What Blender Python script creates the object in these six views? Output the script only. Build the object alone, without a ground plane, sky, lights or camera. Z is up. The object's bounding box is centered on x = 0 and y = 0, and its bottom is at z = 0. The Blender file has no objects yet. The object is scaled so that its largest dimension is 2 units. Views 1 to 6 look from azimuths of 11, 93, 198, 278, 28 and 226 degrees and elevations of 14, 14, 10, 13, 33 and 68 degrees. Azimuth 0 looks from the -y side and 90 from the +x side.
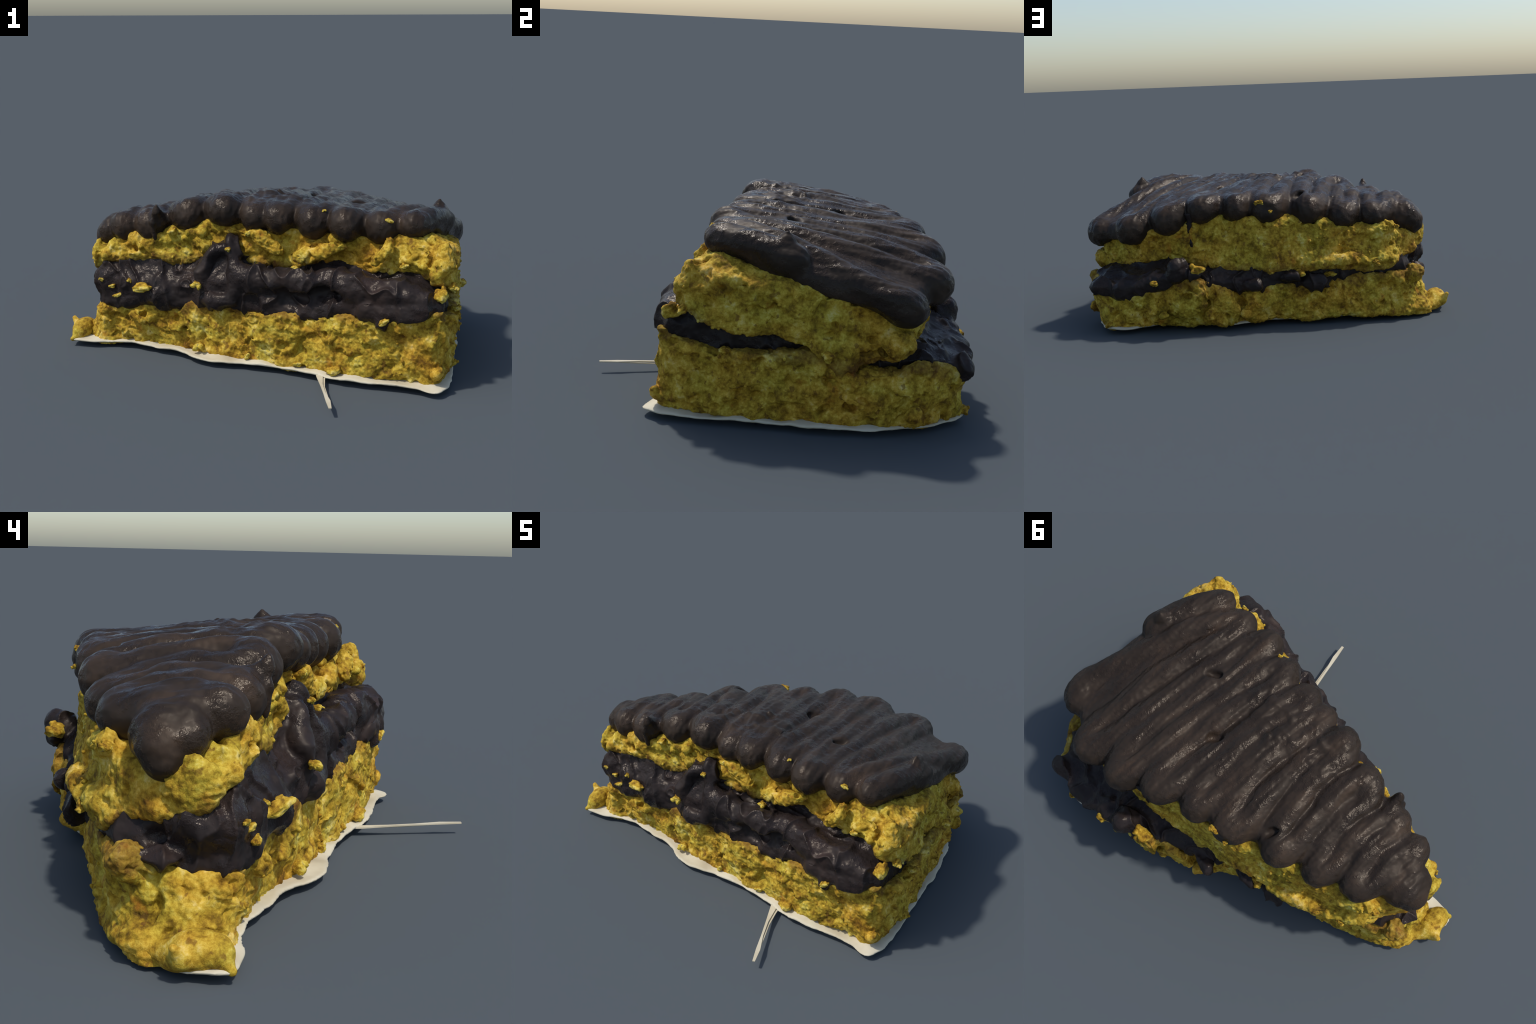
import math
import bpy
import numpy as np

# ---------------------------------------------------------------------------
# A torn wedge of yellow layer cake: two crumbly sponge layers, a dark chocolate
# filling between them, piped zigzag chocolate frosting on top, on cake paper.
# Every soft body is an implicit solid (layer outlines, tubes, lumps blended
# smoothly) that is turned into a mesh, then roughened with noise.
# ---------------------------------------------------------------------------
H = 0.0045                      # sampling step of the implicit solids
RNG = np.random.default_rng(11)


# ------------------------------- noise -------------------------------------
def _hash(ix, iy, iz, seed):
    h = (ix.astype(np.uint32) * np.uint32(73856093)) ^ (iy.astype(np.uint32) * np.uint32(19349663)) ^ \
        (iz.astype(np.uint32) * np.uint32(83492791)) ^ np.uint32((seed * 2654435761) & 0xFFFFFFFF)
    h ^= h >> np.uint32(13)
    h *= np.uint32(1274126177)
    h ^= h >> np.uint32(16)
    h *= np.uint32(2246822519)
    h ^= h >> np.uint32(15)
    return h


def perlin(p, seed=0):
    i = np.floor(p).astype(np.int64)
    f = (p - i).astype(np.float32)
    w = f * f * f * (f * (f * 6 - 15) + 10)
    out = np.zeros(len(p), np.float32)
    for dx in (0, 1):
        for dy in (0, 1):
            for dz in (0, 1):
                h = _hash(i[:, 0] + dx, i[:, 1] + dy, i[:, 2] + dz, seed)
                gx = (h & np.uint32(1023)).astype(np.float32) / 511.5 - 1
                gy = ((h >> np.uint32(10)) & np.uint32(1023)).astype(np.float32) / 511.5 - 1
                gz = ((h >> np.uint32(20)) & np.uint32(1023)).astype(np.float32) / 511.5 - 1
                d = gx * (f[:, 0] - dx) + gy * (f[:, 1] - dy) + gz * (f[:, 2] - dz)
                out += d * (w[:, 0] if dx else 1 - w[:, 0]) * (w[:, 1] if dy else 1 - w[:, 1]) * (w[:, 2] if dz else 1 - w[:, 2])
    return out * 1.3


def cells(p, seed=0):
    """distance to the nearest scattered point: rounded lumps"""
    i = np.floor(p).astype(np.int64)
    f = (p - i).astype(np.float32)
    best = np.full(len(p), 9.0, np.float32)
    for dx in (-1, 0, 1):
        for dy in (-1, 0, 1):
            for dz in (-1, 0, 1):
                h = _hash(i[:, 0] + dx, i[:, 1] + dy, i[:, 2] + dz, seed)
                ax = dx + (h & np.uint32(1023)).astype(np.float32) / 1023 - f[:, 0]
                ay = dy + ((h >> np.uint32(10)) & np.uint32(1023)).astype(np.float32) / 1023 - f[:, 1]
                az = dz + ((h >> np.uint32(20)) & np.uint32(1023)).astype(np.float32) / 1023 - f[:, 2]
                np.minimum(best, ax * ax + ay * ay + az * az, out=best)
    return np.sqrt(best)


# ------------------------- smooth sheets and outlines -----------------------
class Sheet:
    """thin-plate surface z(x, y) through a few control heights"""
    def __init__(self, pts, stiff=0.002):
        a = np.array(pts, float)
        self.c = a[:, :2]
        n = len(a)
        k = self._u(self.c)
        m = np.zeros((n + 3, n + 3))
        m[:n, :n] = k + stiff * np.eye(n)
        m[:n, n] = 1
        m[:n, n + 1:] = self.c
        m[n, :n] = 1
        m[n + 1:, :n] = self.c.T
        self.w = np.linalg.solve(m, np.concatenate([a[:, 2], np.zeros(3)]))

    def _u(self, q):
        d2 = ((q[:, None, :] - self.c[None]) ** 2).sum(-1)
        return d2 * np.log(d2 + 1e-9)

    def __call__(self, x, y):
        x, y = np.asarray(x, float), np.asarray(y, float)
        q = np.stack([x.ravel(), y.ravel()], 1)
        n = len(self.c)
        z = self._u(q) @ self.w[:n] + self.w[n] + q @ self.w[n + 1:]
        return z.reshape(x.shape)


def smooth_loop(pts, per=6):
    p = np.array(pts, float)
    a, b, c, d = np.roll(p, 1, 0), p, np.roll(p, -1, 0), np.roll(p, -2, 0)
    out = []
    for t in np.arange(per) / per:
        out.append(0.5 * (2 * b + (c - a) * t + (2 * a - 5 * b + 4 * c - d) * t * t + (3 * b - a - 3 * c + d) * t ** 3))
    return np.stack(out, 1).reshape(-1, p.shape[1])


def smooth_path(pts, per=8):
    p = np.array(pts, float)
    q = np.vstack([2 * p[0] - p[1], p, 2 * p[-1] - p[-2]])
    out = []
    for i in range(1, len(q) - 2):
        a, b, c, d = q[i - 1:i + 3]
        for t in np.arange(per) / per:
            out.append(0.5 * (2 * b + (c - a) * t + (2 * a - 5 * b + 4 * c - d) * t * t + (3 * b - a - 3 * c + d) * t ** 3))
    out.append(p[-1])
    return np.array(out)


def outline_distance(pts, x, y):
    """signed distance (negative inside) from the grid x, y to a smooth closed outline"""
    p = smooth_loop(pts)
    d2 = np.full(x.shape, 1e9)
    inside = np.zeros(x.shape, bool)
    for a, b in zip(p, np.roll(p, -1, 0)):
        e = b - a
        wx, wy = x - a[0], y - a[1]
        t = np.clip((wx * e[0] + wy * e[1]) / (e @ e + 1e-12), 0, 1)
        d2 = np.minimum(d2, (wx - e[0] * t) ** 2 + (wy - e[1] * t) ** 2)
        if a[1] != b[1]:
            hit = ((a[1] > y) != (b[1] > y)) & (x < (b[0] - a[0]) * (y - a[1]) / (b[1] - a[1]) + a[0])
            inside ^= hit
    d = np.sqrt(d2)
    return np.where(inside, -d, d)


# ------------------------------ implicit solid ------------------------------
def smin(a, b, k):
    if k <= 0:
        return np.minimum(a, b)
    h = np.maximum(k - np.abs(a - b), 0) / k
    return np.minimum(a, b) - h * h * k * 0.25


def smax(a, b, k):
    return -smin(-a, -b, k)


class Solid:
    def __init__(self, lo, hi, h=H):
        self.h = h
        self.lo = np.array(lo, float)
        self.n = np.ceil((np.array(hi) - self.lo) / h).astype(int) + 1
        self.f = np.full(self.n, 0.2, np.float32)
        self.ax = [(self.lo[i] + np.arange(self.n[i]) * h) for i in range(3)]

    def xy(self):
        return np.meshgrid(self.ax[0], self.ax[1], indexing="ij")

    def layer(self, low_outline, high_outline, z_low, z_high, soft=0.03, k=0.0):
        x, y = self.xy()
        d0, d1 = outline_distance(low_outline, x, y), outline_distance(high_outline, x, y)
        zl, zh = z_low(x, y), z_high(x, y)
        for j, z in enumerate(self.ax[2]):
            t = np.clip((z - zl) / np.maximum(zh - zl, 0.02), 0, 1)
            side = d0 * (1 - t) + d1 * t
            cap = np.maximum(z - zh, zl - z)
            d = smax(side, cap, soft)
            self.f[:, :, j] = smin(self.f[:, :, j], d, k)

    def _box(self, lo, hi):
        a = np.clip(np.floor((np.array(lo) - self.lo) / self.h).astype(int), 0, self.n)
        b = np.clip(np.ceil((np.array(hi) - self.lo) / self.h).astype(int) + 1, 0, self.n)
        if (b <= a).any():
            return None, None
        g = np.meshgrid(*[self.ax[i][a[i]:b[i]] for i in range(3)], indexing="ij", sparse=True)
        return (slice(a[0], b[0]), slice(a[1], b[1]), slice(a[2], b[2])), g

    def tube(self, path, radius, k=0.015, carve=False):
        p = np.array(path, float)
        r = np.broadcast_to(np.array(radius, float), (len(p),))
        for a, b, ra, rb in zip(p[:-1], p[1:], r[:-1], r[1:]):
            m = max(ra, rb) + 2 * k + 0.012
            s, g = self._box(np.minimum(a, b) - m, np.maximum(a, b) + m)
            if s is None:
                continue
            e = b - a
            w = [g[i] - a[i] for i in range(3)]
            t = np.clip((w[0] * e[0] + w[1] * e[1] + w[2] * e[2]) / (e @ e + 1e-12), 0, 1)
            d = np.sqrt((w[0] - e[0] * t) ** 2 + (w[1] - e[1] * t) ** 2 + (w[2] - e[2] * t) ** 2) - (ra + (rb - ra) * t)
            self.f[s] = smax(self.f[s], -d, k) if carve else smin(self.f[s], d, k)

    def lump(self, c, size, k=0.015, turn=0.0, tilt=0.0, carve=False):
        """ellipsoid of half-sizes `size`, turned about z and tilted about its own x"""
        c, size = np.array(c, float), np.array(size, float)
        m = size.max() + 2 * k + 0.012
        s, g = self._box(c - m, c + m)
        if s is None:
            return
        w = [g[i] - c[i] for i in range(3)]
        ca, sa, cb, sb = math.cos(turn), math.sin(turn), math.cos(tilt), math.sin(tilt)
        u, v, z = ca * w[0] + sa * w[1], -sa * w[0] + ca * w[1], w[2]
        v, z = cb * v + sb * z, -sb * v + cb * z
        q = np.sqrt((u / size[0]) ** 2 + (v / size[1]) ** 2 + (z / size[2]) ** 2)
        q2 = np.sqrt((u / size[0] ** 2) ** 2 + (v / size[1] ** 2) ** 2 + (z / size[2] ** 2) ** 2)
        d = q * (q - 1) / np.maximum(q2, 1e-6)
        self.f[s] = smax(self.f[s], -d, k) if carve else smin(self.f[s], d, k)

    def mesh(self):
        """surface nets: one vertex per crossed cell, one quad per crossed edge"""
        f, n = self.f, self.n
        neg = f < 0
        c = neg[:-1, :-1, :-1].astype(np.int8)
        tot = np.zeros_like(c)
        for dx in (0, 1):
            for dy in (0, 1):
                for dz in (0, 1):
                    tot += neg[dx:n[0] - 1 + dx, dy:n[1] - 1 + dy, dz:n[2] - 1 + dz]
        cell = np.argwhere((tot > 0) & (tot < 8))
        index = np.full(c.shape, -1, np.int32)
        index[cell[:, 0], cell[:, 1], cell[:, 2]] = np.arange(len(cell))
        corners = [(dx, dy, dz) for dx in (0, 1) for dy in (0, 1) for dz in (0, 1)]
        val = {o: f[cell[:, 0] + o[0], cell[:, 1] + o[1], cell[:, 2] + o[2]] for o in corners}
        acc, cnt = np.zeros((len(cell), 3)), np.zeros(len(cell))
        for o in corners:
            for ax in range(3):
                if o[ax]:
                    continue
                q = list(o)
                q[ax] = 1
                a, b = val[o], val[tuple(q)]
                hit = (a < 0) != (b < 0)
                t = np.where(hit, a / np.where(hit, a - b, 1), 0)
                pt = np.tile(np.array(o, float), (len(cell), 1))
                pt[:, ax] = t
                acc[hit] += pt[hit]
                cnt[hit] += 1
        v = self.lo + (cell + acc / cnt[:, None]) * self.h
        quads = []
        for ax in range(3):
            lo = [slice(1, -1)] * 3
            lo[ax] = slice(0, n[ax] - 1)
            hi = list(lo)
            hi[ax] = slice(1, n[ax])
            a, b = neg[tuple(lo)], neg[tuple(hi)]
            e = np.argwhere(a != b)
            base = e + 1
            base[:, ax] = e[:, ax]
            flip = b[e[:, 0], e[:, 1], e[:, 2]]
            u, w = (ax + 1) % 3, (ax + 2) % 3

            def at(du, dw):
                q = base.copy()
                q[:, u] += du
                q[:, w] += dw
                return index[q[:, 0], q[:, 1], q[:, 2]]
            s = np.stack([at(-1, -1), at(0, -1), at(0, 0), at(-1, 0)], 1)
            s[flip] = s[flip][:, ::-1]
            quads.append(s)
        quads = np.vstack(quads)
        quads = quads[(quads >= 0).all(1)]
        return v, quads


def normals_of(v, q):
    a = np.cross(v[q[:, 2]] - v[q[:, 0]], v[q[:, 3]] - v[q[:, 1]])
    n = np.zeros_like(v)
    for i in range(4):
        for ax in range(3):
            n[:, ax] += np.bincount(q[:, i], a[:, ax], len(v))
    return n / np.maximum(np.linalg.norm(n, axis=1, keepdims=True), 1e-12)


def relax(v, q, rounds=2, amount=0.5):
    e = np.vstack([q[:, [0, 1]], q[:, [1, 2]], q[:, [2, 3]], q[:, [3, 0]]])
    deg = np.bincount(e[:, 0], minlength=len(v)) + np.bincount(e[:, 1], minlength=len(v))
    for _ in range(rounds):
        s = np.zeros_like(v)
        for ax in range(3):
            s[:, ax] = np.bincount(e[:, 0], v[e[:, 1], ax], len(v)) + np.bincount(e[:, 1], v[e[:, 0], ax], len(v))
        v = v * (1 - amount) + amount * s / deg[:, None]
    return v


ROOT = bpy.data.objects.new("cake_slice", None)
bpy.context.scene.collection.objects.link(ROOT)
ROOT["label"] = "wedge of yellow layer cake with dark piped chocolate frosting"
ROOT["category"] = "cake slice"


def make(name, v, faces, material, parent=None, smooth=True):
    me = bpy.data.meshes.new(name)
    me.from_pydata(np.asarray(v).tolist(), [], np.asarray(faces).tolist() if not isinstance(faces, list) else faces)
    me.update()
    if smooth:
        me.polygons.foreach_set("use_smooth", np.ones(len(me.polygons), bool))
    me.materials.append(material)
    o = bpy.data.objects.new(name, me)
    o.parent = parent or ROOT
    bpy.context.scene.collection.objects.link(o)
    return o


# ------------------------------- materials ----------------------------------
def new_material(name):
    m = bpy.data.materials.new(name)
    m.use_nodes = True
    t = m.node_tree
    return m, t, t.nodes, t.nodes["Principled BSDF"]


def ramp(nodes, stops):
    r = nodes.new("ShaderNodeValToRGB")
    while len(r.color_ramp.elements) < len(stops):
        r.color_ramp.elements.new(0.5)
    for e, (p, c) in zip(r.color_ramp.elements, stops):
        e.position = p
        e.color = (*c, 1) if len(c) == 3 else c
    return r


def noise_node(t, coord, scale, detail=4, rough=0.6, stretch=None):
    n = t.nodes.new("ShaderNodeTexNoise")
    n.inputs["Scale"].default_value = scale
    n.inputs["Detail"].default_value = detail
    n.inputs["Roughness"].default_value = rough
    if stretch:
        mp = t.nodes.new("ShaderNodeMapping")
        mp.inputs["Scale"].default_value = stretch
        t.links.new(coord, mp.inputs["Vector"])
        coord = mp.outputs["Vector"]
    t.links.new(coord, n.inputs["Vector"])
    return n.outputs["Fac"]


def mix_colour(t, fac, a, b, mode="MIX"):
    m = t.nodes.new("ShaderNodeMix")
    m.data_type = "RGBA"
    m.blend_type = mode
    for s, x in ((0, fac), (6, a), (7, b)):
        if hasattr(x, "is_linked"):
            t.links.new(x, m.inputs[s])
        else:
            m.inputs[s].default_value = x if s == 0 else (*x, 1)
    return m.outputs[2]


def math_node(t, op, a, b=None, clamp=False):
    m = t.nodes.new("ShaderNodeMath")
    m.operation = op
    m.use_clamp = clamp
    for s, x in ((0, a), (1, b)):
        if x is None:
            continue
        if hasattr(x, "is_linked"):
            t.links.new(x, m.inputs[s])
        else:
            m.inputs[s].default_value = x
    return m.outputs[0]


def sponge_material(name, stain=None, zoom=1.0):
    """yellow crumb, mottled from olive brown to pale; `stain` = (sheet, side): height of the
    filling that has soaked into the crumb next to it"""
    m, t, nodes, b = new_material(name)
    co = nodes.new("ShaderNodeTexCoord").outputs["Object"]
    if zoom != 1:
        mp = nodes.new("ShaderNodeMapping")
        mp.inputs["Scale"].default_value = (zoom,) * 3
        t.links.new(co, mp.inputs["Vector"])
        co = mp.outputs["Vector"]
    big = noise_node(t, co, 4.5, 3)
    mid = noise_node(t, co, 17.0, 5, 0.62)
    fine = noise_node(t, co, 70.0, 5, 0.7)
    r1 = ramp(nodes, [(0.36, (0.10, 0.050, 0.006)), (0.435, (0.26, 0.152, 0.012)), (0.50, (0.46, 0.295, 0.026)),
                      (0.56, (0.63, 0.445, 0.06)), (0.64, (0.76, 0.60, 0.20))])
    patch = noise_node(t, co, 7.5, 3, 0.55)
    mixv = math_node(t, "ADD", math_node(t, "ADD", math_node(t, "MULTIPLY", mid, 0.48), math_node(t, "MULTIPLY", fine, 0.30)),
                     math_node(t, "MULTIPLY", patch, 0.22))
    t.links.new(mixv, r1.inputs[0])
    r2 = ramp(nodes, [(0.36, (1.0, 0.86, 0.8)), (0.62, (0.92, 1.0, 1.0))])
    t.links.new(big, r2.inputs[0])
    c = mix_colour(t, 1.0, r1.outputs[0], r2.outputs[0], "MULTIPLY")
    spot = ramp(nodes, [(0.63, (0, 0, 0)), (0.72, (1, 1, 1))])
    t.links.new(noise_node(t, co, 11.0, 3, 0.5), spot.inputs[0])
    c = mix_colour(t, math_node(t, "MULTIPLY", spot.outputs[0], 0.55), c, (0.42, 0.15, 0.012))
    hole = ramp(nodes, [(0.655, (0, 0, 0)), (0.69, (1, 1, 1))])
    t.links.new(noise_node(t, co, 31.0, 2, 0.4), hole.inputs[0])
    c = mix_colour(t, math_node(t, "MULTIPLY", hole.outputs[0], 0.6), c, (0.13, 0.05, 0.01))
    if stain:
        sx = nodes.new("ShaderNodeSeparateXYZ")
        t.links.new(co, sx.inputs[0])
        X, Y = sx.outputs[0], sx.outputs[1]
        terms = [None, X, Y, math_node(t, "MULTIPLY", X, X), math_node(t, "MULTIPLY", X, Y), math_node(t, "MULTIPLY", Y, Y)]
        lvl = float(stain[0][0])
        for coef, term in zip(stain[0][1:], terms[1:]):
            lvl = math_node(t, "ADD", math_node(t, "MULTIPLY", term, float(coef)), lvl)
        away = math_node(t, "MULTIPLY", math_node(t, "SUBTRACT", lvl, sx.outputs[2]), stain[1])
        wob = math_node(t, "MULTIPLY", math_node(t, "SUBTRACT", noise_node(t, co, 15.0, 4, 0.65), 0.47), 0.20)
        sr = ramp(nodes, [(0.22, (0, 0, 0)), (0.42, (1, 1, 1)), (0.58, (0.6, 0.6, 0.6)), (0.68, (0, 0, 0))])
        t.links.new(math_node(t, "ADD", math_node(t, "MULTIPLY", math_node(t, "ADD", away, wob), 4.5), 0.5), sr.inputs[0])
        c = mix_colour(t, math_node(t, "MULTIPLY", sr.outputs[0], 0.6), c, (0.10, 0.035, 0.012))
    t.links.new(c, b.inputs["Base Color"])
    b.inputs["Roughness"].default_value = 0.8
    b.inputs["Specular IOR Level"].default_value = 0.2
    bump = nodes.new("ShaderNodeBump")
    bump.inputs["Strength"].default_value = 0.7
    bump.inputs["Distance"].default_value = 0.008
    t.links.new(math_node(t, "ADD", math_node(t, "MULTIPLY", fine, 0.7), mid), bump.inputs["Height"])
    t.links.new(bump.outputs[0], b.inputs["Normal"])
    return m


def chocolate_material(name, tones, rough=0.40, streak=None, spec=0.3):
    m, t, nodes, b = new_material(name)
    co = nodes.new("ShaderNodeTexCoord").outputs["Object"]
    n1 = noise_node(t, co, 6.0, 5, 0.6, streak)
    n2 = noise_node(t, co, 55.0, 4, 0.65)
    r = ramp(nodes, [(0.32, tones[0]), (0.52, tones[1]), (0.70, tones[2])])
    t.links.new(math_node(t, "ADD", math_node(t, "MULTIPLY", n1, 0.75), math_node(t, "MULTIPLY", n2, 0.25)), r.inputs[0])
    t.links.new(r.outputs[0], b.inputs["Base Color"])
    wet = ramp(nodes, [(0.44, (rough + 0.12,) * 3), (0.58, (rough - 0.24,) * 3)])
    t.links.new(noise_node(t, co, 9.0, 5, 0.7), wet.inputs[0])
    t.links.new(wet.outputs[0], b.inputs["Roughness"])
    b.inputs["Specular IOR Level"].default_value = spec
    b.inputs["Specular Tint"].default_value = (1.0, 0.88, 0.76, 1.0)
    b.inputs["IOR"].default_value = 1.4
    grain = ramp(nodes, [(0.50, (0, 0, 0)), (0.62, (1, 1, 1))])
    t.links.new(noise_node(t, co, 9.0, 5, 0.7), grain.inputs[0])
    h = math_node(t, "MULTIPLY", noise_node(t, co, 110.0, 3, 0.65), math_node(t, "ADD", math_node(t, "MULTIPLY", grain.outputs[0], 1.3), 0.12))
    bump = nodes.new("ShaderNodeBump")
    bump.inputs["Strength"].default_value = 0.4
    bump.inputs["Distance"].default_value = 0.006
    t.links.new(math_node(t, "ADD", h, math_node(t, "MULTIPLY", noise_node(t, co, 24.0, 3, 0.5), 0.5)), bump.inputs["Height"])
    t.links.new(bump.outputs[0], b.inputs["Normal"])
    return m


def paper_material(name):
    m, t, nodes, b = new_material(name)
    co = nodes.new("ShaderNodeTexCoord").outputs["Object"]
    r = ramp(nodes, [(0.3, (0.50, 0.43, 0.29)), (0.7, (0.64, 0.585, 0.44))])
    t.links.new(noise_node(t, co, 6.0, 4), r.inputs[0])
    t.links.new(r.outputs[0], b.inputs["Base Color"])
    b.inputs["Roughness"].default_value = 0.7
    return m


# ------------------------------- the layers ---------------------------------
LOWER_FOOT = [(-.82, -.09), (-.74, -.115), (-.60, -.13), (-.48, -.16), (-.25, -.245), (0, -.31), (.25, -.365), (.5, -.42), (.75, -.455),
              (.855, -.455), (.91, -.39), (.93, -.2), (.94, 0), (.945, .2), (.925, .42), (.88, .6), (.80, .71), (.72, .765),
              (.60, .74), (.5, .70), (.42, .645), (.26, .615), (.09, .59), (-.05, .49), (-.26, .40), (-.48, .325), (-.7, .24),
              (-.79, .20), (-.845, .10), (-.85, .0)]
LOWER_TOP = [(-.80, -.125), (-.72, -.155), (-.46, -.205), (-.22, -.26), (-.03, -.31), (.22, -.365), (.54, -.43), (.835, -.48), (.91, -.41),
             (.95, -.2), (.955, .1), (.955, .4), (.935, .58), (.82, .735), (.63, .778), (.51, .76), (.41, .735), (.28, .69),
             (.1, .63), (-.05, .525), (-.26, .43), (-.5, .335), (-.70, .24), (-.80, .165), (-.84, .05)]
UPPER_FOOT = [(-.78, -.11), (-.70, -.14), (-.5, -.17), (-.3, -.185), (0, -.21), (.3, -.24), (.6, -.305), (.84, -.36), (.92, -.355), (.95, -.2),
              (.945, 0), (.94, .2), (.915, .4), (.85, .52), (.75, .575), (.6, .61), (.45, .61), (.3, .585), (.13, .555), (-.03, .525),
              (-.18, .48), (-.33, .42), (-.46, .37), (-.6, .30), (-.72, .235), (-.785, .14), (-.81, .02)]
UPPER_TOP = [(-.79, -.08), (-.7, -.125), (-.5, -.155), (-.3, -.16), (0, -.18), (.3, -.205), (.5, -.24), (.7, -.28), (.85, -.325),
             (.91, -.345), (.945, -.22), (.945, 0), (.935, .2), (.90, .42), (.84, .54), (.65, .625), (.44, .63), (.27, .575), (.1, .515),
             (-.07, .47), (-.28, .40), (-.45, .335), (-.6, .27), (-.72, .205), (-.80, .10), (-.815, .0)]
FILL_LOW = [(-.79, -.12), (-.72, -.165), (-.46, -.215), (-.22, -.265), (-.03, -.30), (.22, -.35), (.54, -.42), (.78, -.46), (.86, -.43),
            (.89, -.36), (.895, -.2), (.89, 0), (.87, .2), (.86, .4), (.88, .56), (.82, .695), (.74, .762), (.6, .772),
            (.5, .75), (.38, .725), (.25, .665), (.1, .60), (-.05, .51), (-.26, .42), (-.5, .32), (-.7, .22), (-.78, .15), (-.81, .05)]
FILL_HIGH = [(-.77, -.09), (-.70, -.13), (-.5, -.155), (-.3, -.17), (-.1, -.19), (.1, -.20), (.3, -.225), (.6, -.29), (.82, -.34), (.87, -.32),
             (.88, -.2), (.87, 0), (.85, .2), (.83, .4), (.79, .52), (.72, .57), (.6, .60), (.45, .60), (.3, .58), (.13, .55), (-.03, .51),
             (-.26, .42), (-.5, .32), (-.7, .22), (-.76, .14), (-.78, .04)]
PAPER_LINE = [(-.945, -.16), (-.83, -.175), (-.71, -.15), (-.61, -.16), (-.48, -.2), (-.355, -.24), (-.28, -.297), (-.17, -.336),
              (-.03, -.337), (.11, -.355), (.23, -.383), (.336, -.415), (.445, -.455), (.547, -.467), (.655, -.473), (.763, -.486),
              (.862, -.525), (.91, -.48), (.937, -.39), (.95, -.17), (.957, .02), (.967, .22), (.945, .42), (.90, .56), (.83, .69), (.73, .785),
              (.595, .735), (.435, .59), (.256, .59), (.09, .575), (-.05, .45), (-.264, .375), (-.476, .29), (-.685, .195), (-.80, .18),
              (-.86, .08), (-.94, .0), (-.965, -.08)]

lower_top_z = Sheet([(-.84, .0, .235), (-.77, -.12, .24), (-.59, -.17, .26), (-.45, -.2, .265), (-.24, -.25, .29), (-.03, -.29, .295), (.22, -.34, .295),
                     (.41, -.39, .325), (.54, -.42, .345), (.72, -.45, .36), (.87, -.47, .38), (.92, -.25, .31), (.92, 0, .33), (.92, .12, .335),
                     (.92, .33, .265), (.92, .48, .275), (.9, .58, .315), (.84, .7, .27), (.65, .78, .225), (.45, .72, .28), (.3, .66, .32), (.18, .6, .26),
                     (.05, .56, .225), (-.06, .5, .23), (-.27, .42, .24), (-.32, .40, .21), (-.43, .36, .25), (-.53, .32, .28), (-.64, .27, .285), (-.75, .21, .28),
                     (-.81, .12, .285), (0, .1, .28), (.5, .2, .3), (-.45, .08, .27)])
upper_low_z = Sheet([(-.80, .0, .37), (-.70, -.14, .44), (-.48, -.17, .475), (-.34, -.18, .45), (-.14, -.19, .53), (0, -.2, .48), (.16, -.23, .475), (.35, -.26, .53),
                     (.5, -.29, .51), (.62, -.32, .485), (.78, -.35, .515), (.86, -.36, .46), (.92, -.35, .42), (.93, -.2, .395), (.93, -.08, .37), (.93, .11, .345),
                     (.93, .25, .26), (.92, .32, .28), (.92, .44, .275), (.86, .51, .33), (.75, .56, .335), (.6, .58, .355), (.44, .56, .385), (.29, .56, .345), (.13, .55, .32),
                     (-.08, .52, .305), (-.24, .47, .305), (-.45, .39, .305), (-.61, .31, .275), (-.72, .25, .275), (-.77, .16, .34), (0, .1, .36), (.5, .2, .36), (-.45, .08, .36)])
crest_z = Sheet([(-.675, -.12, .665), (-.51, -.165, .695), (-.333, -.165, .745), (-.15, -.19, .775), (0, -.215, .762), (.113, -.23, .765), (.28, -.25, .76),
                 (.435, -.28, .76), (.59, -.285, .755), (.74, -.28, .765), (.85, .02, .725), (.93, -.1, .69), (.77, -.22, .775), (.6, -.13, .758), (.31, -.1, .775),
                 (.117, 0, .775), (-.168, 0, .775), (-.311, -.08, .758), (-.66, -.0, .672), (-.73, .07, .635), (-.45, 0, .705), (.47, .035, .745), (.24, .23, .738),
                 (-.23, .34, .712), (.1, .45, .725), (.29, .5, .722), (.457, .5, .70), (.648, .45, .665), (.884, .51, .595),
                 (.92, .3, .63), (.94, .15, .655), (.65, .68, .60), (.445, .66, .655), (.27, .6, .705), (.1, .53, .71), (-.067, .49, .70), (-.28, .4, .68),
                 (-.45, .33, .636), (-.61, .25, .622), (-.79, .13, .57), (-.82, .0, .575), (.9, .56, .57)], 0.004)


def sheet_fit(outline, sheet):
    """a + bx + cy + dxx + exy + fyy through a layer boundary, for the stain next to the filling"""
    a = smooth_loop(outline)
    x, y = a[:, 0], a[:, 1]
    return np.linalg.lstsq(np.column_stack([np.ones(len(a)), x, y, x * x, x * y, y * y]), sheet(x, y), rcond=None)[0]


SPONGE = sponge_material("yellow_sponge")
CRUMB = sponge_material("yellow_crumb", zoom=.03)
SPONGE_LOW = sponge_material("yellow_sponge_under_filling", (sheet_fit(LOWER_TOP, lower_top_z), 1.0))
SPONGE_HIGH = sponge_material("yellow_sponge_over_filling", (sheet_fit(UPPER_FOOT, upper_low_z), -1.0))
FROST = chocolate_material("frosting_chocolate", ((0.018, 0.013, 0.010), (0.032, 0.0225, 0.0165), (0.056, 0.036, 0.0235)), streak=(2.2, 0.6, 1.0))
FILL = chocolate_material("filling_chocolate", ((0.014, 0.011, 0.011), (0.024, 0.018, 0.017), (0.038, 0.025, 0.021)), 0.38, None, 0.28)
PAPER = paper_material("cake_paper")


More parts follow.
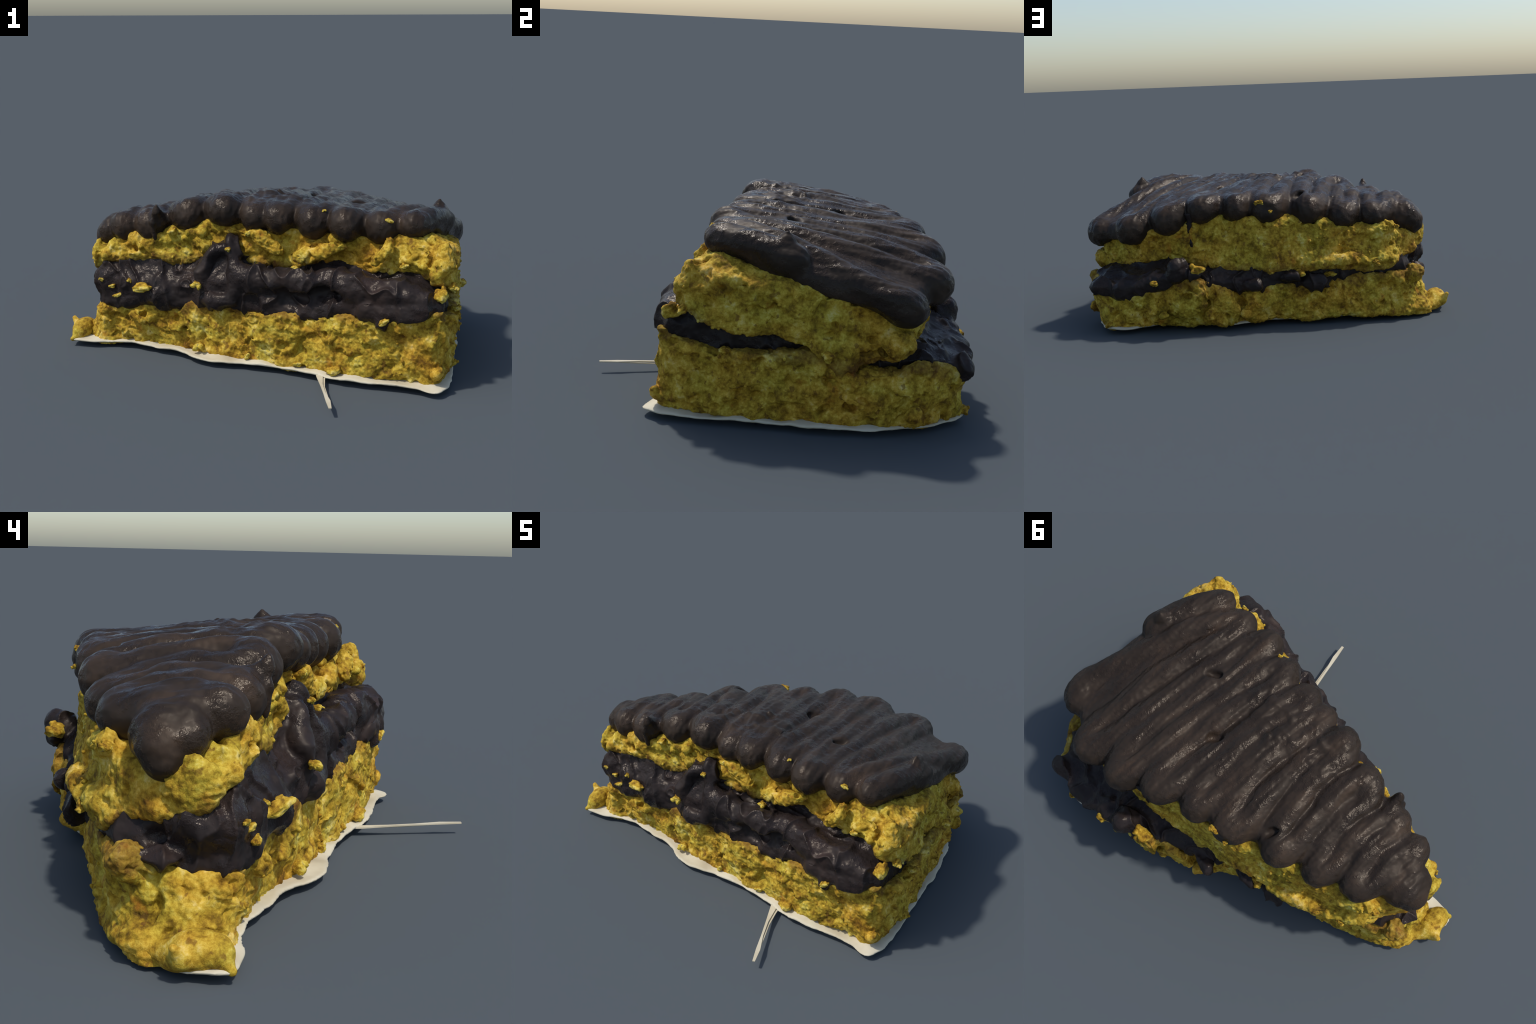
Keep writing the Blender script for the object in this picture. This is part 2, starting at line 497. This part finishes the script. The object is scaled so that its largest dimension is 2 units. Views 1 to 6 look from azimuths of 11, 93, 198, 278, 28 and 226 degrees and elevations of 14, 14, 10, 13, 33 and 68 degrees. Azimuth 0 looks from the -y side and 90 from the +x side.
def crumble(v, q, seed, big=.018, mid=.015, small=.006):
    """torn crumb: broad hollows, torn flakes, crumb lumps and pits along the normals"""
    n = normals_of(v, q)
    warp = np.stack([perlin(v * 11, seed + s) for s in (21, 22, 23)], 1)
    w = v + .03 * warp
    broad = perlin(v * 5.0, seed)
    torn = perlin(w * np.array([11.0, 11.0, 15.0]), seed + 1)
    torn = torn + .35 * np.tanh(6 * perlin(w * 9.0, seed + 6))      # step edges of torn flakes
    lumps = .5 - cells(w * 19.0, seed + 2)
    crumb = .5 - cells(v * 47.0, seed + 3)
    pits = np.maximum(perlin(w * 23.0, seed + 5) - .22, 0)
    d = big * broad + mid * (1.0 * torn + .6 * lumps) + small * 1.2 * crumb - .05 * (mid / .013) * pits + small * .7 * perlin(v * 80, seed + 4)
    v = v + n * d[:, None]
    v[:, 2] = np.maximum(v[:, 2], .012)
    return v


def finish(solid, name, material, seed=None, rough=None, rounds=1):
    v, q = solid.mesh()
    v = relax(v, q, rounds)
    if rough:
        v = rough(v, q, seed)
    return make(name, v, q, material)


def tear(solid, outline, z_low, z_high, flakes, holes, seed):
    """torn flakes that stick out of a cut face and hollows where crumb came away"""
    r = np.random.default_rng(seed)
    loop = smooth_loop(outline)
    c = loop.mean(0)
    step = np.roll(loop, -1, 0) - np.roll(loop, 1, 0)
    for k in range(flakes + holes):
        i = r.integers(len(loop))
        out = np.array([step[i, 1], -step[i, 0]])
        out /= np.linalg.norm(out) + 1e-9
        if out @ (loop[i] - c) < 0:
            out = -out
        if (out[1] > .3 and r.uniform() < .75) or (k >= flakes and loop[i, 0] < -.68):    # the back was cut more cleanly
            continue
        zl, zh = float(z_low(*loop[i])), float(z_high(*loop[i]))
        z = r.uniform(zl + .02, zh - .02)
        a = math.atan2(step[i, 1], step[i, 0])
        size = np.array([r.uniform(.02, .055), r.uniform(.014, .03), r.uniform(.012, .028)])
        if k < flakes:
            p = loop[i] - out * r.uniform(.006, .024)
            solid.lump((*p, z), size, .016, turn=a + r.normal(0, .35), tilt=r.normal(0, .7))
        else:
            p = loop[i] + out * r.uniform(.003, .014)
            solid.lump((*p, z), size * .9, .012, turn=a + r.normal(0, .35), tilt=r.normal(0, .6), carve=True)


# lower sponge
s = Solid((-1.0, -.56, -.01), (1.03, .86, .45))
s.layer(LOWER_FOOT, LOWER_TOP, lambda x, y: 0.02 + 0 * x, lower_top_z, .04)
s.lump((-.845, .05, .045), (.065, .10, .075), .06)                       # flared foot under the point
s.lump((-.80, -.06, .05), (.08, .09, .10), .06)
s.lump((-.83, .13, .255), (.055, .05, .05), .03)                        # ragged lip under the upper layer
s.lump((.30, .66, .20), (.13, .06, .12), .05)                           # back block that stands proud of its crack
s.tube(smooth_path([(.035, .56, .03), (.02, .565, .10), (.045, .585, .17), (.03, .585, .25)]), .026, .015, carve=True)
s.lump((.14, .60, .14), (.09, .03, .10), .03)
s.tube(smooth_path([(.27, .665, .09), (.20, .66, .16), (.17, .66, .20), (.19, .665, .26)]), .020, .012, carve=True)
s.tube(smooth_path([(.96, .585, .30), (.975, .60, .2), (.965, .57, .14), (.955, .55, .06)]), .012, .012, carve=True)
for c, r in [((.159, -.375, .20), .035), ((.60, -.46, .185), .04), ((.645, -.47, .11), .05), ((.48, -.445, .147), .03), ((-.30, -.28, .27), .04),
             ((-.05, -.335, .19), .035), ((.955, -.06, .14), .03), ((.96, -.15, .10), .025)]:
    s.lump(c, (r * 1.3, r * .8, r * .6), .025, carve=True)
tear(s, LOWER_TOP, lambda x, y: .04, lower_top_z, 75, 80, 4)
finish(s, "lower_sponge", SPONGE_LOW, 21, crumble)

# upper sponge
s = Solid((-.95, -.48, .17), (1.08, .74, .76))
s.layer(UPPER_FOOT, UPPER_TOP, upper_low_z, lambda x, y: crest_z(x, y) - .09, .04)
s.lump((.93, .235, .32), (.035, .09, .09), .03)                         # chunk hanging over the filling
s.lump((.90, .47, .37), (.05, .07, .065), .03)
s.lump((.88, -.335, .61), (.04, .035, .05), .03)                        # bright torn corner
s.lump((.86, -.365, .53), (.035, .03, .05), .02)
s.tube(smooth_path([(.64, -.31, .65), (.625, -.335, .60), (.58, -.325, .56)]), .018, .02)
s.tube(smooth_path([(.20, -.235, .53), (.33, -.275, .575), (.43, -.285, .605)]), .022, .025)
s.tube(smooth_path([(0, -.21, .64), (.08, -.225, .585), (.13, -.23, .56)]), .022, .025)
s.lump((.35, -.25, .655), (.22, .05, .035), .03, turn=-.18, carve=True)   # hollow under the beads
s.lump((.44, -.29, .555), (.07, .06, .035), .02, turn=-.18, carve=True)
s.lump((-.30, -.19, .60), (.16, .035, .04), .03, carve=True)
s.lump((.975, .21, .505), (.05, .05, .04), .02, carve=True)
s.lump((.965, .40, .40), (.03, .06, .03), .02, carve=True)
s.tube(smooth_path([(.12, .53, .62), (.09, .535, .55), (.06, .545, .48), (.01, .545, .40), (.0, .54, .33)]), [.022] * 9 + [.015] * 24, .012, carve=True)
s.tube(smooth_path([(-.34, .42, .34), (-.48, .36, .37), (-.60, .30, .36), (-.70, .235, .37)]), .018, .03)
s.tube(smooth_path([(-.42, .39, .335), (-.55, .33, .325), (-.68, .265, .315)]), .012, .015, carve=True)
s.tube(smooth_path([(-.62, .265, .50), (-.71, .21, .53)]), .02, .03)
s.lump((-.82, -.04, .46), (.03, .08, .07), .04)
tear(s, UPPER_FOOT, upper_low_z, lambda x, y: crest_z(x, y) - .10, 60, 60, 6)
finish(s, "upper_sponge", SPONGE_HIGH, 51, crumble)

# chocolate filling: stands on the lower layer, leans back under the upper one
s = Solid((-.98, -.56, .12), (1.03, .90, .70))
x, y = s.xy()
d0, d1 = outline_distance(FILL_LOW, x, y), outline_distance(FILL_HIGH, x, y)
zl, zh = lower_top_z(x, y) - .03, upper_low_z(x, y) + .03
for j, z in enumerate(s.ax[2]):
    t = np.clip((z - zl) / np.maximum(zh - zl, .02), 0, 1)
    t = np.clip((t - .42) / .5, 0, 1)
    t = t * t * (3 - 2 * t)
    s.f[:, :, j] = smax(d0 * (1 - t) + d1 * t, np.maximum(z - zh, zl - z), .04)
# folds of cream on the front
s.lump((-.15, -.185, .50), (.10, .045, .085), .05, turn=-.15)
s.lump((-.115, -.185, .575), (.03, .03, .05), .04)
s.tube(smooth_path([(-.114, -.200, .612), (-.095, -.222, .56), (-.075, -.255, .48), (-.065, -.28, .40), (-.085, -.285, .33)]), [.006] * 8 + [.010] * 8 + [.016] * 17, .035)
s.tube(smooth_path([(-.14, -.21, .56), (-.20, -.22, .52), (-.235, -.235, .46), (-.24, -.245, .40)]), .010, .035)
s.tube(smooth_path([(-.21, -.265, .31), (-.15, -.285, .32), (-.08, -.30, .325)]), .016, .03)
s.tube(smooth_path([(-.05, -.265, .445), (.10, -.295, .435), (.25, -.32, .44), (.33, -.33, .435)]), .024, .06)
s.tube(smooth_path([(.36, -.32, .465), (.50, -.365, .445), (.65, -.40, .435), (.78, -.42, .42)]), .030, .06)
s.tube(smooth_path([(.55, -.42, .345), (.68, -.445, .36), (.80, -.455, .375)]), .018, .04)
s.lump((.37, -.36, .40), (.07, .035, .03), .05, carve=True)
s.lump((.20, -.35, .37), (.10, .03, .03), .05, carve=True)
s.lump((.655, -.38, .515), (.05, .045, .022), .015, carve=True)
s.lump((.47, -.32, .54), (.10, .06, .02), .02, turn=-.2, carve=True)
s.tube([(.62, -.44, .40), (.635, -.445, .31)], [.016, .024], .04)
s.tube([(-.745, -.12, .40), (-.76, -.135, .43)], [.04, .01], .03)
s.lump((-.765, -.125, .345), (.045, .04, .055), .04)
s.lump((-.45, -.215, .30), (.07, .018, .03), .04)
# tongue of cream and hollow at the point
s.lump((-.79, -.05, .345), (.05, .085, .06), .03, tilt=.3)
s.lump((-.83, .06, .315), (.05, .05, .035), .02, carve=True)
s.lump((-.82, .05, .265), (.04, .06, .02), .02)
# blobs on the back shelf
s.tube(smooth_path([(.345, .69, .33), (.348, .715, .365), (.348, .728, .395)]), [.035] * 8 + [.02] * 8 + [.014], .035)
s.lump((.26, .70, .33), (.05, .03, .03), .02)
s.lump((.78, .745, .265), (.055, .045, .045), .06)
s.lump((.60, .765, .27), (.07, .035, .035), .06)
s.lump((.46, .72, .305), (.06, .035, .03), .06)
s.lump((-.02, .56, .25), (.06, .03, .04), .03)
s.lump((-.33, .425, .245), (.07, .03, .045), .03)
s.lump((-.20, .465, .28), (.06, .03, .03), .03)


def wavy(v, q, seed):
    n = normals_of(v, q)
    ridge = 1 - np.abs(perlin(v * np.array([8, 8, 3.5]) + .4 * perlin(v * 9, seed + 9)[:, None], seed + 1)) * 2.2
    d = .010 * perlin(v * 6, seed) + .019 * np.clip(ridge, 0, 1) ** 3 - .004 + .0035 * perlin(v * 32, seed + 2) \
        - .012 * np.maximum(.25 - np.abs(perlin(v * 8, seed + 3)), 0) + .0015 * perlin(v * 70, seed + 4)
    return v + n * d[:, None]


finish(s, "filling", FILL, 71, wavy, 2)

# ------------------------------ piped frosting ------------------------------
FRONT_LOBES = [(.737, -.268, .715), (.592, -.272, .70), (.434, -.28, .706), (.28, -.24, .704), (.112, -.225, .714), (0, -.208, .710),
               (-.145, -.19, .732), (-.338, -.15, .695), (-.53, -.13, .635), (-.675, -.11, .62)]
BACK_LOBES = [(.90, .555, .52), (.655, .665, .555), (.445, .65, .605), (.268, .585, .655), (.097, .52, .66), (-.067, .48, .655),
              (-.28, .39, .634), (-.452, .315, .592), (-.608, .24, .584), (-.76, .12, .552)]
FROST_LINE = [(-.76, -.0), (-.66, -.08), (-.5, -.12), (-.33, -.13), (-.14, -.165), (.1, -.19), (.28, -.21), (.43, -.24), (.6, -.25), (.74, -.25), (.84, -.15), (.90, .02),
              (.92, .2), (.915, .4), (.86, .54), (.65, .63), (.44, .60), (.27, .55), (.1, .49), (-.07, .45), (-.28, .36), (-.45, .29), (-.6, .22), (-.75, .11)]

s = Solid((-.98, -.44, .4), (1.05, .8, .86))
s.layer(FROST_LINE, FROST_LINE, lambda x, y: crest_z(x, y) - .12, lambda x, y: crest_z(x, y) - .022, .05)

BACK_LOBES = [(a - .002, b - .012, c) for a, b, c in BACK_LOBES]
stops = []
for i in range(10):
    stops.append(BACK_LOBES[i])
    if i < 9:
        stops.append(FRONT_LOBES[i + 1])
path, rad = [], []
for j, p in enumerate(stops):
    p = np.array(p)
    prev, nxt = np.array(stops[max(j - 1, 0)]), np.array(stops[min(j + 1, len(stops) - 1)])
    inward = (prev[:2] + nxt[:2]) / 2 - p[:2]
    inward /= np.linalg.norm(inward)
    side = np.array([-inward[1], inward[0]])
    if side @ (nxt[:2] - prev[:2]) < 0:
        side = -side
    same = [np.array(stops[m]) for m in (j - 2, j + 2) if 0 <= m < len(stops)]
    gap = np.mean([np.linalg.norm(m[:2] - p[:2]) for m in same])
    w = np.clip(gap * .25, .028, .05)
    r = np.clip(gap * .27, .036, .055)
    lobe = []
    if j > 0:
        a = p[:2] + inward * .10 - side * w
        lobe.append((*a, float(crest_z(*a)) - r, r * .92))
    lobe.append((*(p[:2] + inward * r * .6), p[2], r * 1.12))
    if j < len(stops) - 1:
        a = p[:2] + inward * .10 + side * w
        lobe.append((*a, float(crest_z(*a)) - r, r * .92))
    if j > 0:                                   # points along the leg from the lobe before
        a, b = np.array(path[-1]), np.array(lobe[0])
        for t in (.25, .5, .75):
            m = a[:2] + (b[:2] - a[:2]) * t + np.array([.016, .0]) * math.sin(math.pi * t) + RNG.normal(0, .007, 2)
            rr = (a[3] * (1 - t) + b[3] * t) * RNG.uniform(.8, 1.02)
            path.append((*m, float(crest_z(*m)) - rr + RNG.uniform(-.008, .005), rr))
    path += lobe
full = smooth_path(path, 6)
s.tube(full[:, :3], full[:, 3], .032)
for k, p in enumerate(FRONT_LOBES):
    g = RNG.uniform(.82, 1.12)
    s.lump(np.array(p) + np.array([.006, .04, -.012 + RNG.uniform(-.006, .006)]), (.054 * g, .064, .062 * RNG.uniform(.9, 1.1)), .045,
           turn=.3 * math.sin(k * 2.1), tilt=RNG.uniform(.1, .5))
for k, p in enumerate(BACK_LOBES[:9]):
    g = RNG.uniform(.82, 1.1) * (1 if k < 6 else .85)
    s.lump(np.array(p) + np.array([-.01, -.045, -.010]), (.062 * g, .07, .056 * g), .045, turn=.3 * math.sin(k * 1.7))
# first stroke along the broad end, with its pulled peak
s.tube(smooth_path([(.737, -.25, .71), (.80, -.12, .705), (.845, .0, .685), (.86, .06, .665)]), .058, .02)
s.tube([(.84, .02, .68), (.848, .022, .745), (.85, .023, .778)], [.055, .022, .005], .03)
# drip over the point
s.tube([(-.68, .07, .60), (-.765, .055, .575), (-.80, .045, .54), (-.812, .04, .505)], [.066, .064, .054, .042], .03)
# pulled flakes
s.tube([(.077, .069, .735), (.085, .072, .770), (.078, .069, .795)], [.035, .014, .004], .02)
s.tube([(-.48, -.13, .67), (-.478, -.165, .710), (-.478, -.172, .742)], [.05, .02, .005], .02)
s.tube([(-.48, -.17, .735), (-.50, -.175, .66), (-.49, -.165, .58)], [.008, .014, .008], .012)
s.tube([(-.66, -.0, .66), (-.655, -.005, .685)], [.02, .006], .02)
for cx, cy in ((.471, .035), (.243, .231)):                              # small hollows
    s.lump((cx, cy, float(crest_z(cx, cy)) - .005), (.035, .02, .022), .02, turn=.6, carve=True)
s.lump((-.225, .345, .712), (.05, .018, .02), .015, turn=1.1, carve=True)
s.lump((-.07, .545, .66), (.10, .035, .05), .015, turn=.45, carve=True)  # shaved lobe


def creamy(v, q, seed):
    n = normals_of(v, q)
    mess = np.exp(-(((v[:, 0] - .02) / .35) ** 2 + ((v[:, 1] + .02) / .16) ** 2)) * (v[:, 2] > .66)
    d = .006 * perlin(v * 6.5, seed + 8) + .006 * perlin(v * np.array([15, 5, 8]), seed) + .0045 * perlin(v * np.array([44, 7, 25]), seed + 1) + .0015 * perlin(v * 55, seed + 2)
    d = d + mess * (.016 * perlin(v * 11, seed + 3) + .014 * np.maximum(perlin(v * 24, seed + 4), -.1))
    return v + n * d[:, None]


finish(s, "frosting", FROST, 91, creamy, 2)

# ------------------------------- cake paper ---------------------------------
s = Solid((-1.03, -.56, -.02), (1.02, .84, .09), .006)
x, y = s.xy()
edge = outline_distance(PAPER_LINE, x, y)
bow = 0.022 * np.clip(1 + edge / .22, 0, 1) ** 2
for j, z in enumerate(s.ax[2]):
    s.f[:, :, j] = smax(edge, np.maximum(z - (.042 + .10 * np.clip(-edge, 0, .12) - bow * .2), bow * 1.3 - z), .006)


def curl(v, q, seed):
    v = v.copy()
    v[:, 2] += .014 * perlin(v * np.array([9, 9, 0]), seed) * np.clip((v[:, 2] - .012) / .03, 0, 1)
    rag = np.round(perlin(v * np.array([11, 11, 0]), seed + 3) * 3) / 3
    v[:, :2] += .008 * np.stack([perlin(v * 16, seed + 1), perlin(v * 16, seed + 2)], 1) + .004 * rag[:, None]
    v[:, 2] -= v[:, 2].min()
    return v


finish(s, "cake_paper", PAPER, 5, curl, 1)

# ---------------------------- crumb at the point ----------------------------
s = Solid((-1.03, -.24, -.0), (-.7, .26, .2), .004)
s.lump((-.91, -.08, .066), (.056, .085, .055), .02, turn=-.1)
s.tube([(-.87, .05, .045), (-.91, -.01, .045), (-.95, -.035, .055)], [.034, .030, .026], .03)
s.tube([(-.96, -.03, .065), (-.985, -.024, .10)], [.024, .010], .015)
s.tube([(-.92, -.13, .045), (-.945, -.16, .035)], [.032, .012], .015)
finish(s, "fallen_crumb", SPONGE, 33, lambda v, q, k: crumble(v, q, k, .005, .0025, .0012))

# ------------------------------ paper sliver --------------------------------
def ribbon(points, widths, thick):
    p = np.array(points, float)
    v, f = [], []
    for i, a in enumerate(p):
        t = p[min(i + 1, len(p) - 1)] - p[max(i - 1, 0)]
        sd = np.cross(t, (0, 0, 1.0))
        sd /= np.linalg.norm(sd)
        up = np.cross(sd, t)
        up /= np.linalg.norm(up)
        for sx, sz in ((-1, -1), (1, -1), (1, 1), (-1, 1)):
            v.append(a + sd * sx * widths[i] + up * sz * thick)
        if i:
            o = 4 * i
            f += [[o - 4 + k, o - 4 + (k + 1) % 4, o + (k + 1) % 4, o + k] for k in range(4)]
    f += [[3, 2, 1, 0], [len(v) - 4 + k for k in range(4)]]
    return v, f


v, f = ribbon([(.335, -.36, .03), (.352, -.431, .03), (.372, -.53, .035), (.398, -.63, .039), (.425, -.72, .042), (.443, -.797, .043)],
              [.016, .014, .006, .005, .010, .006], .0025)
make("paper_sliver", v, f, PAPER, smooth=False)
v, f = ribbon([(.365, -.41, .022), (.372, -.45, .026), (.385, -.54, .029), (.408, -.64, .034), (.426, -.71, .039)],
              [.010, .006, .004, .005, .003], .002)
make("paper_sliver", v, f, PAPER, smooth=False)

# ------------------------------ loose crumbs --------------------------------
from mathutils.bvhtree import BVHTree
from mathutils import Vector, Euler


def crumb_mesh(seed):
    c = Solid((-1.4,) * 3, (1.4,) * 3, .12)
    r = np.random.default_rng(seed)
    c.lump((0, 0, 0), (.75, .6, .55), .1)
    for _ in range(7):
        c.lump(np.clip(r.normal(0, .35, 3), -.5, .5), r.uniform(.3, .48, 3), .2)
    v, q = c.mesh()
    v = relax(v, q, 1)
    n = normals_of(v, q)
    v = v + n * (.16 * perlin(v * 2.6, seed) + .12 * (.5 - cells(v * 3.2, seed + 1)))[:, None]
    me = bpy.data.meshes.new("crumb")
    me.from_pydata(v.tolist(), [], q.tolist())
    me.polygons.foreach_set("use_smooth", np.ones(len(me.polygons), bool))
    me.materials.append(CRUMB)
    return me


CRUMBS = [crumb_mesh(k) for k in (3, 8, 15, 27)]
verts, polys, owner, base = [], [], [], 0
for o in list(ROOT.children):
    n = len(o.data.vertices)
    a = np.empty(n * 3, np.float32)
    o.data.vertices.foreach_get("co", a)
    ids = np.empty(len(o.data.loops), np.int32)
    o.data.loops.foreach_get("vertex_index", ids)
    if len(ids) == 4 * len(o.data.polygons) and o.name != "cake_paper":
        verts.append(a.reshape(-1, 3))
        polys.append(ids.reshape(-1, 4) + base)
        owner += [o.name] * len(o.data.polygons)
        base += n
SURFACE = BVHTree.FromPolygons(np.vstack(verts).tolist(), np.vstack(polys).tolist())

# (place, size, stretch along x): crumbs that can be picked out in the filling and on the frosting
SPOTS = [((-.543, -.23, .355), .036, 1.9), ((-.253, -.29, .395), .030, 1.0), ((-.127, -.30, .578), .020, .8), ((.885, -.42, .455), .050, .8),
         ((.643, -.30, .746), .016, 1.5), ((.341, -.24, .774), .011, 1.3), ((-.72, -.19, .33), .018, 1.4), ((.95, -.193, .33), .030, 1.0),
         ((.95, -.379, .45), .030, .8), ((-.046, .53, .708), .022, 1.5), ((-.12, .50, .645), .016, .8), ((-.107, .51, .30), .022, .9),
         ((-.236, .46, .29), .034, 1.3), ((-.402, .39, .287), .028, 1.9), ((.453, .76, .295), .026, 1.0), ((.247, .70, .335), .045, 1.2),
         ((-.03, -.34, .06), .024, .9), ((-.273, -.30, .085), .034, 1.0), ((.231, -.39, .06), .022, 1.2), ((.409, -.43, .06), .04, 1.2),
         ((.633, -.47, .325), .022, 1.5), ((.20, -.26, .50), .026, 1.0),
         ((.98, .20, .33), .034, 1.0), ((-.79, .2, .508), .024, .9), ((-.65, .31, .335), .022, 1.3), ((-.62, -.19, .37), .015, 1.0),
         ((-.403, -.19, .623), .030, 1.0), ((-.01, -.22, .64), .028, 1.0), ((.70, -.37, .54), .022, 1.0), ((.74, .79, .06), .030, 1.0),
         ((-.78, -.17, .36), .016, 1.0), ((-.70, -.19, .29), .020, 1.6)]
for k, (p, size, stretch) in enumerate(SPOTS):
    hit, nor, _, _ = SURFACE.find_nearest(Vector(p))
    o = bpy.data.objects.new("crumb", CRUMBS[k % 4])
    o.parent = ROOT
    o.location = hit + nor * size * .15
    o.rotation_euler = Euler(RNG.uniform(-.5, .5, 3).tolist())
    o.scale = (size * stretch, size, size * .8)
    bpy.context.scene.collection.objects.link(o)

# tiny crumbs strewn over the torn faces: one part
dust_v, dust_f, base = [], [], 0
small = Solid((-1.3,) * 3, (1.3,) * 3, .3)
small.lump((0, 0, 0), (.8, .65, .6), .1)
small.lump((.3, .2, .1), (.5, .45, .5), .2)
sv, sq = small.mesh()
for _ in range(260):
    side = RNG.integers(0, 3)
    u = RNG.uniform(0, 1)
    if side == 0:
        p = (-.75 + 1.6 * u, -.2 - .32 * u, RNG.choice([RNG.uniform(.06, .34), RNG.uniform(.48, .66)]))
    elif side == 1:
        p = (1.0, -.4 + .95 * u, RNG.uniform(.06, .6))
    else:
        p = (-.75 + 1.4 * u, .28 + .42 * u, RNG.choice([RNG.uniform(.05, .25), RNG.uniform(.34, .56)]))
    hit, nor, face, _ = SURFACE.find_nearest(Vector(p))
    g = RNG.uniform(.006, .012)
    if "sponge" not in owner[face]:
        continue
    rot = np.array(Euler(RNG.uniform(0, 6, 3).tolist()).to_matrix())
    dust_v.append(sv * g @ rot.T + np.array(hit))
    dust_f.append(sq + base)
    base += len(sv)
o = make("crumb_dust", np.vstack(dust_v), np.vstack(dust_f), SPONGE)
o["kind"] = "stuff"

# chocolate that ran down a crack of the back face
for pts, r in (([(.315, .60, .645), (.313, .60, .59), (.318, .60, .535)], (.022, .017, .003)), ([(.312, .60, .50), (.31, .60, .475), (.305, .60, .462)], (.004, .010, .006))):
    v, f, m = [], [], 14
    for i, (c, rr) in enumerate(zip(smooth_path(pts, 5), np.interp(np.linspace(0, 2, 11), [0, 1, 2], r))):
        hit, nor, _, _ = SURFACE.find_nearest(Vector(c))
        c = np.array(hit)
        for a in range(m):
            th = 2 * math.pi * a / m
            v.append(c + np.array([math.cos(th) * rr, math.sin(th) * rr * .6, 0]))
        if i:
            o = m * (i - 1)
            f += [[o + a, o + (a + 1) % m, o + m + (a + 1) % m, o + m + a] for a in range(m)]
    f += [list(range(m))[::-1], list(range(len(v) - m, len(v)))]
    make("chocolate_drip", v, f, FILL)
